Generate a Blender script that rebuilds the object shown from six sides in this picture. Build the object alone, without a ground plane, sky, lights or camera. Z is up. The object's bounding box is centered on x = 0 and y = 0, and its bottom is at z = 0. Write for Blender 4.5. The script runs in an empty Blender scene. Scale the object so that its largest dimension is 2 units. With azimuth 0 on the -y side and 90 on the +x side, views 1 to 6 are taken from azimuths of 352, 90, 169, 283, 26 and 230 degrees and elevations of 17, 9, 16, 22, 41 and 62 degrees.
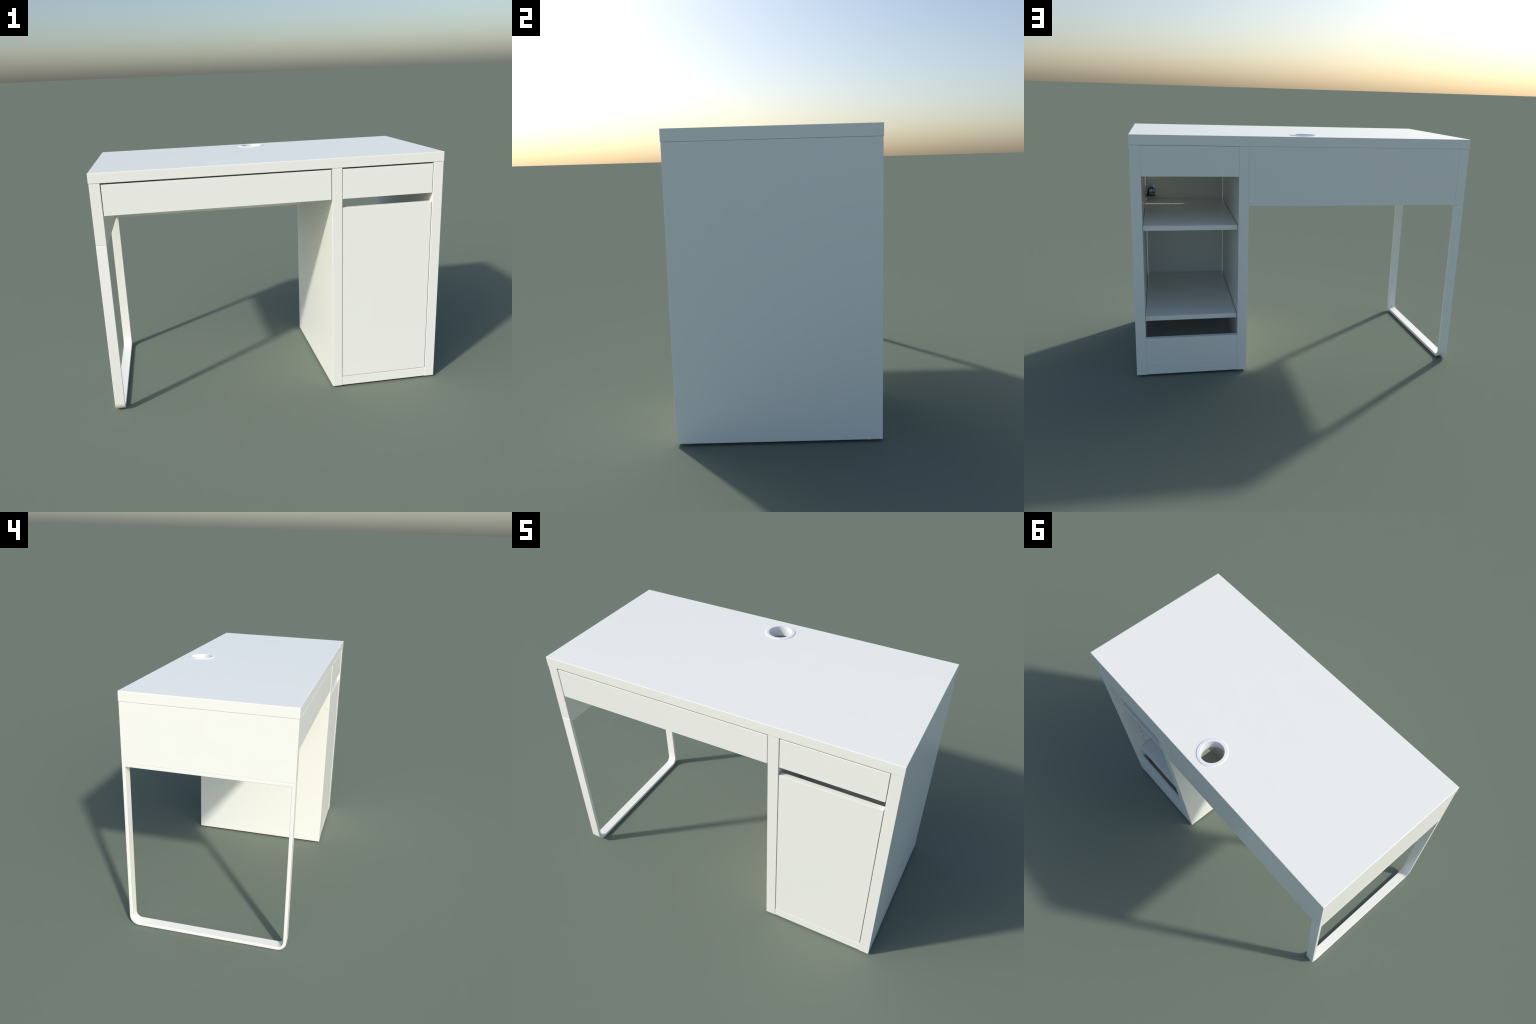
"""White panel desk: tabletop on a cabinet (door, drawer, open back) and a
bent flat-bar leg frame, with a long drawer and a cable compartment.
Units are metres; 1 real cm is about 1.905 cm here."""
import bpy, bmesh, math
from mathutils import Vector, Matrix

# ------------------------------------------------------------------ sizes
W, D, H = 1.0, 0.476, 1.4335          # half width, half depth, height
TOP_T   = 0.0565                      # tabletop thickness
PAN_Y   = 0.4741                      # half depth of the side panels
PAN_TOP = 1.3764                      # top of the panels (hairline under top)
FOOT    = 0.0092                      # panels stand this high on glides
X_L  = (-0.9984, -0.9405)             # left panel / leg frame
X_M  = ( 0.3381,  0.3956)             # middle panel
X_R  = ( 0.9402,  0.9984)             # right panel
FRONT_Y = -0.4726                     # face of drawers, door, plinth
FRONT_T = 0.0287                      # thickness of drawer fronts and door
BACK_Y  = 0.4731                      # outer face of the back panels
GROM    = (0.0, 0.3525)               # centre of the cable outlet

# -------------------------------------------------------------- materials
def painted(name, col, rough, spec=0.5, grain=0.003, bump=0.0, scale=60.0, coat=0.0):
    m = bpy.data.materials.new(name)
    m.use_nodes = True
    nt = m.node_tree
    n, l = nt.nodes, nt.links
    b = n["Principled BSDF"]
    b.inputs["Roughness"].default_value = rough
    b.inputs["Specular IOR Level"].default_value = spec
    b.inputs["Coat Weight"].default_value = coat
    tc = n.new("ShaderNodeTexCoord")
    nz = n.new("ShaderNodeTexNoise")
    nz.inputs["Scale"].default_value = 7.0
    nz.inputs["Detail"].default_value = 4.0
    l.new(tc.outputs["Object"], nz.inputs["Vector"])
    rp = n.new("ShaderNodeValToRGB")
    lo = [c * (1 - grain) for c in col]
    hi = [min(1.0, c * (1 + grain)) for c in col]
    rp.color_ramp.elements[0].position = 0.3
    rp.color_ramp.elements[1].position = 0.7
    rp.color_ramp.elements[0].color = (*lo, 1)
    rp.color_ramp.elements[1].color = (*hi, 1)
    l.new(nz.outputs["Fac"], rp.inputs["Fac"])
    l.new(rp.outputs["Color"], b.inputs["Base Color"])
    if bump:
        fz = n.new("ShaderNodeTexNoise")
        fz.inputs["Scale"].default_value = scale
        fz.inputs["Detail"].default_value = 3.0
        l.new(tc.outputs["Object"], fz.inputs["Vector"])
        bp = n.new("ShaderNodeBump")
        bp.inputs["Strength"].default_value = bump
        bp.inputs["Distance"].default_value = 0.001
        l.new(fz.outputs["Fac"], bp.inputs["Height"])
        l.new(bp.outputs["Normal"], b.inputs["Normal"])
    return m

def metal(name, col, rough):
    m = painted(name, col, rough, grain=0.03)
    m.node_tree.nodes["Principled BSDF"].inputs["Metallic"].default_value = 1.0
    return m

FOIL   = painted("white_foil",    (0.985, 0.985, 0.918), 0.28)
TOPM   = painted("white_top",     (0.985, 0.985, 0.918), 0.28)
ENAMEL = painted("white_enamel",  (0.985, 0.985, 0.922), 0.28)
PLAST  = painted("white_plastic", (0.940, 0.950, 0.955), 0.35)
CAPM   = painted("cap_plastic",   (0.955, 0.960, 0.910), 0.32)
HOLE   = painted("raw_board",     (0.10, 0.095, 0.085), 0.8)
STEEL  = metal("nickel_steel",    (0.46, 0.48, 0.51), 0.32)
DARK   = metal("dark_steel",      (0.10, 0.105, 0.115), 0.30)
GLIDE  = painted("grey_plastic",  (0.45, 0.45, 0.44), 0.5)

# ---------------------------------------------------------------- helpers
ROOT = bpy.data.objects.new("desk", None)
bpy.context.scene.collection.objects.link(ROOT)
ROOT["label"] = "white desk with drawer, cabinet and metal leg frame"
ROOT["category"] = "desk"

def add_object(name, bm, mat, parent=None, smooth_angle=None):
    me = bpy.data.meshes.new(name)
    bmesh.ops.recalc_face_normals(bm, faces=bm.faces)
    bm.to_mesh(me)
    bm.free()
    for m in (mat if isinstance(mat, (list, tuple)) else [mat]):
        me.materials.append(m)
    if smooth_angle:
        me.polygons.foreach_set("use_smooth", [True] * len(me.polygons))
        me.set_sharp_from_angle(angle=math.radians(smooth_angle))
    ob = bpy.data.objects.new(name, me)
    bpy.context.scene.collection.objects.link(ob)
    ob.parent = parent or ROOT
    return ob

def add_box(bm, x, y, z, bevel=0.0014, seg=2, slot=0):
    """Axis-aligned board given as (min, max) spans, with eased edges."""
    g = bmesh.ops.create_cube(bm, size=1.0)
    vs = g["verts"]
    for v in vs:
        v.co = Vector((x[0] if v.co.x < 0 else x[1],
                       y[0] if v.co.y < 0 else y[1],
                       z[0] if v.co.z < 0 else z[1]))
    es = list({e for v in vs for e in v.link_edges})
    if bevel:
        r = bmesh.ops.bevel(bm, geom=es, offset=bevel, segments=seg,
                            profile=0.5, affect='EDGES')
        faces = r["faces"]
    if slot:
        for v in vs:
            if v.is_valid:
                for f in v.link_faces:
                    f.material_index = slot

def board(name, x, y, z, mat=None, parent=None, bevel=0.0014):
    bm = bmesh.new()
    add_box(bm, x, y, z, bevel)
    return add_object(name, bm, mat or FOIL, parent)

AXIS_ROT = {'z': Matrix.Identity(3),
            'x': Matrix.Rotation(math.pi / 2, 3, 'Y'),
            'y': Matrix.Rotation(-math.pi / 2, 3, 'X')}

def lathe(bm, profile, centre, axis='z', seg=48, closed=True):
    """Turn (radius, height) points about an axis through centre."""
    rot = AXIS_ROT[axis]
    rings = []
    for k in range(seg):
        a = 2 * math.pi * k / seg
        rings.append([bm.verts.new(Vector(centre) + rot @ Vector(
            (r * math.cos(a), r * math.sin(a), h))) for r, h in profile])
    n = len(profile)
    for k in range(seg):
        A, B = rings[k], rings[(k + 1) % seg]
        for i in range(n if closed else n - 1):
            j = (i + 1) % n
            bm.faces.new((A[i], B[i], B[j], A[j]))
    if not closed:
        bm.faces.new([r[0] for r in rings])
        bm.faces.new([r[-1] for r in rings])

def drill(ob, holes, axis, radius, depth, seg=16):
    """Drill blind holes; holes are points on the board's face, depth is
    signed along the axis; the drilled wall shows raw board."""
    bm = bmesh.new()
    for p in holes:
        s = 0.004 if depth < 0 else -0.004
        lathe(bm, [(radius, s), (radius, depth)], p, axis, seg, closed=False)
    cut = add_object("drill_bit", bm, HOLE)
    ob.data.materials.append(HOLE)
    md = ob.modifiers.new("holes", 'BOOLEAN')
    md.operation, md.solver, md.object = 'DIFFERENCE', 'EXACT', cut
    md.material_mode = 'TRANSFER'
    dg = bpy.context.evaluated_depsgraph_get()
    me = bpy.data.meshes.new_from_object(ob.evaluated_get(dg))
    me.name = ob.name
    ob.modifiers.clear()
    ob.data = me
    bpy.data.objects.remove(cut, do_unlink=True)

# --------------------------------------------------------------- tabletop
top_z = (H - TOP_T, H)
tabletop = board("tabletop", (-W, W), (-D, D), top_z, TOPM, bevel=0.0022)
HOLE_R = 0.0705
bm = bmesh.new()
lathe(bm, [(HOLE_R, 0.02), (HOLE_R, -TOP_T - 0.02)], (*GROM, H), 'z', 64, closed=False)
cut = add_object("drill_bit", bm, TOPM)
md = tabletop.modifiers.new("outlet", 'BOOLEAN')
md.operation, md.solver, md.object = 'DIFFERENCE', 'EXACT', cut
me = bpy.data.meshes.new_from_object(
    tabletop.evaluated_get(bpy.context.evaluated_depsgraph_get()))
tabletop.modifiers.clear()
tabletop.data = me
bpy.data.objects.remove(cut, do_unlink=True)

# cable outlet: flanged sleeve, turned from its cross-section
RIM = 0.0034
bm = bmesh.new()
lathe(bm, [(0.0660, -TOP_T + 0.001), (0.0662, RIM - 0.0008), (0.0670, RIM),
           (0.0825, RIM), (0.0868, 0.0008), (0.0872, 0.0003), (0.0700, 0.0003),
           (0.0695, -TOP_T + 0.001)],
      (*GROM, H), 'z', 72)
add_object("cable_outlet", bm, PLAST, tabletop, smooth_angle=20)

# ------------------------------------------------------------ side panels
full_z = (FOOT, PAN_TOP)
LEG_TOP = 1.0340
left  = board("side_panel", X_L, (-PAN_Y, PAN_Y), (LEG_TOP + 0.0007, PAN_TOP))
mid   = board("side_panel", X_M, (-PAN_Y, PAN_Y), full_z)
right = board("side_panel", X_R, (-PAN_Y, PAN_Y), full_z)

# fitting holes: drawer runners facing the leg room, shelf pins in the cabinet
PITCH = 0.0305
runner = [(y, z) for y in (-0.2410, 0.0460) for z in (1.1020, 1.0715)]
pins = [(0.385, 0.3996 + 2 * PITCH * k) for k in range(7)]
drill(left,  [(X_L[1], y, z) for y, z in runner], 'x', 0.0042, -0.012)
drill(mid,   [(X_M[0], y, z) for y, z in runner], 'x', 0.0042, 0.012)
drill(mid,   [(X_M[1], y, z) for y, z in pins], 'x', 0.0040, -0.012)
drill(right, [(X_R[0], y, z) for y, z in pins], 'x', 0.0040, 0.012)

# round cover caps beside the front edge, under the long drawer
def cap(parent, x, out):
    bm = bmesh.new()
    r = 0.0125
    lathe(bm, [(r, 0.0), (r, 0.0004 * out), (r - 0.0008, 0.0008 * out),
               (0.004, 0.0009 * out)], (x, -0.4575, 1.0672), 'x', 28, closed=False)
    add_object("cover_cap", bm, CAPM, parent)
cap(left, X_L[1], 1)
cap(mid, X_M[0], -1)

# glides under the two floor-standing panels
def glide(parent, x, y, z1, r=0.017):
    bm = bmesh.new()
    lathe(bm, [(r - 0.002, 0.0), (r, 0.002), (r, z1)], (x, y, 0), 'z', 24, closed=False)
    add_object("glide", bm, GLIDE, parent, smooth_angle=50)
for p, xs in ((mid, X_M), (right, X_R)):
    for y in (-0.415, 0.415):
        glide(p, (xs[0] + xs[1]) / 2, y, FOOT + 0.0004)

# -------------------------------------------------------------- leg frame
def leg_frame():
    """Flat bar bent into a closed loop: wide across x, thin in the loop."""
    bar, z0, z1, hy = 0.0183, 0.0035, LEG_TOP, PAN_Y
    r_bot, r_top = 0.056, 0.0025
    def loop(inset, rb, rt):
        y, lo, hi = hy - inset, z0 + inset, z1 - inset
        pts = []
        for cy, cz, r, a0, n in ((y - rb, lo + rb, rb, -90, 12), (y - rt, hi - rt, rt, 0, 4),
                                 (-y + rt, hi - rt, rt, 90, 4), (-y + rb, lo + rb, rb, 180, 12)):
            for k in range(n + 1):
                a = math.radians(a0 + 90 * k / n)
                pts.append((cy + r * math.cos(a), cz + r * math.sin(a)))
        return pts
    outer = loop(0, r_bot, r_top)
    inner = loop(bar, r_bot - bar, 0.0035)
    bm = bmesh.new()
    x0, x1 = X_L
    rows = [[bm.verts.new((x, y, z)) for y, z in pts]
            for x, pts in ((x0, outer), (x1, outer), (x1, inner), (x0, inner))]
    n = len(outer)
    for i in range(n):
        j = (i + 1) % n
        for a in range(4):
            b = (a + 1) % 4
            bm.faces.new((rows[a][i], rows[a][j], rows[b][j], rows[b][i]))
    bm.edges.ensure_lookup_table()
    rim = [e for a in range(4) for i in range(n)
           for e in [bm.edges.get((rows[a][i], rows[a][(i + 1) % n]))] if e]
    bmesh.ops.bevel(bm, geom=rim, offset=0.0014, segments=1, profile=0.5, affect='EDGES')
    return add_object("leg_frame", bm, ENAMEL, smooth_angle=24)
leg = leg_frame()
for y in (-0.36, 0.36):
    glide(leg, (X_L[0] + X_L[1]) / 2, y, 0.0042, 0.014)

# ------------------------------------------------------ backs and shelves
GAP = 0.0004
IN_X  = (X_M[1] + GAP, X_R[0] - GAP)          # inside of the cabinet
LEG_X = (X_L[1] + GAP, X_M[0] - GAP)          # leg room
BT = 0.0285
ease = 0.0007
board("back_panel", LEG_X, (BACK_Y - BT, BACK_Y), (1.0362, 1.3764), bevel=ease)
board("back_panel", IN_X,  (BACK_Y - BT, BACK_Y), (1.2058, 1.3756), bevel=ease)
board("back_panel", IN_X,  (BACK_Y - 0.031, BACK_Y), (0.0684, 0.2412), bevel=ease)
board("bottom_board", IN_X, (FRONT_Y, BACK_Y), (0.0107, 0.0678), bevel=0.001)
for z in (0.3404, 0.8892):
    board("shelf", (0.3984, 0.9382), (-0.4340, 0.4358), (z, z + 0.0284))
# cable compartment behind the long drawer: an inner wall, a small floor right
# under the outlet, and a rail lower down that stiffens the legs
WALL_Y = 0.2765
board("cable_wall", LEG_X, (WALL_Y - 0.0280, WALL_Y), (1.1380, 1.3760))
board("cable_tray", (-0.1530, 0.1530), (WALL_Y + GAP, BACK_Y - BT - GAP), (1.1384, 1.1655))
board("rear_rail", LEG_X, (0.2290, 0.2436), (1.0305, 1.1000))

# ---------------------------------------------------------------- drawers
def drawer(x, z, y_back):
    """Box of thin boards with a thicker front as its child."""
    t = 0.022
    yb = FRONT_Y + FRONT_T
    bx = (x[0] + 0.022, x[1] - 0.022)
    bz = (z[0] + 0.012, z[1] - 0.030)
    bm = bmesh.new()
    for xs in ((bx[0], bx[0] + t), (bx[1] - t, bx[1])):
        add_box(bm, xs, (yb + 0.0005, y_back), bz, 0.001, 1)
    add_box(bm, (bx[0] + t, bx[1] - t), (y_back - t, y_back - 0.001), (bz[0], bz[1] - 0.004), 0.001, 1)
    add_box(bm, (bx[0] + t, bx[1] - t), (yb + 0.0005, y_back - t), (bz[0] + 0.004, bz[0] + 0.010), 0, 1)
    box = add_object("drawer", bm, FOIL)
    board("drawer_front", x, (FRONT_Y, yb), z, FOIL, box)
    return box
drawer((-0.9358, 0.3330), (1.1974, 1.3684), 0.225)
drawer(( 0.3995, 0.9360), (1.1974, 1.3684), 0.400)

# ------------------------------------------------------------------- door
DOOR_X, DOOR_Z = (0.3995, 0.9358), (0.0715, 1.1462)
door_back = FRONT_Y + FRONT_T
door = board("door", DOOR_X, (FRONT_Y, door_back), DOOR_Z)

def hinge(zc):
    """Concealed hinge: cup and flange on the door, arm to the side panel."""
    y0 = door_back + 0.0004
    bm = bmesh.new()
    add_box(bm, (0.8705, 0.9000), (y0, y0 + 0.0030), (zc - 0.0450, zc + 0.0450), 0.0014)  # flange
    for s in (-1, 1):                                                                    # screws
        lathe(bm, [(0.0070, y0), (0.0070, y0 + 0.0050), (0.0030, y0 + 0.0060)],
              (0.8885, 0, zc + s * 0.0315), 'y', 16, closed=False)
    add_box(bm, (0.8930, 0.9150), (y0 + 0.010, y0 + 0.0190), (zc - 0.0160, zc + 0.0110), 0.003)  # knuckle
    add_box(bm, (0.9345, 0.9398), (y0 + 0.050, y0 + 0.0800), (zc - 0.0420, zc + 0.0420), 0.0014)  # wall plate
    add_box(bm, (0.9270, 0.9372), (y0 + 0.012, y0 + 0.0950), (zc - 0.0150, zc + 0.0040), 0.003)   # arm
    plate = add_object("hinge", bm, STEEL, door, smooth_angle=35)
    bm = bmesh.new()
    lathe(bm, [(0.0250, y0), (0.0250, y0 + 0.0090), (0.0235, y0 + 0.0100), (0.0205, y0 + 0.0100),
               (0.0195, y0 + 0.0010)], (0.8985, 0, zc), 'y', 32, closed=False)          # cup
    add_box(bm, (0.8775, 0.9310), (y0 + 0.002, y0 + 0.0170), (zc - 0.0410, zc - 0.0150), 0.003)
    add_box(bm, (0.8830, 0.9080), (y0 + 0.009, y0 + 0.0150), (zc + 0.0090, zc + 0.0165), 0.002)
    for s in (-1, 1):
        lathe(bm, [(0.0060, 0), (0.0060, -0.0015), (0.003, -0.0026)],
              (0.9346, y0 + 0.065, zc + s * 0.0310), 'x', 14, closed=False)
    add_object("hinge_cup", bm, DARK, plate, smooth_angle=35)
hinge(0.9780)
hinge(0.2350)

# every object's origin stays at the desk's base; tidy the render flags
for ob in bpy.data.objects:
    ob.hide_render = False
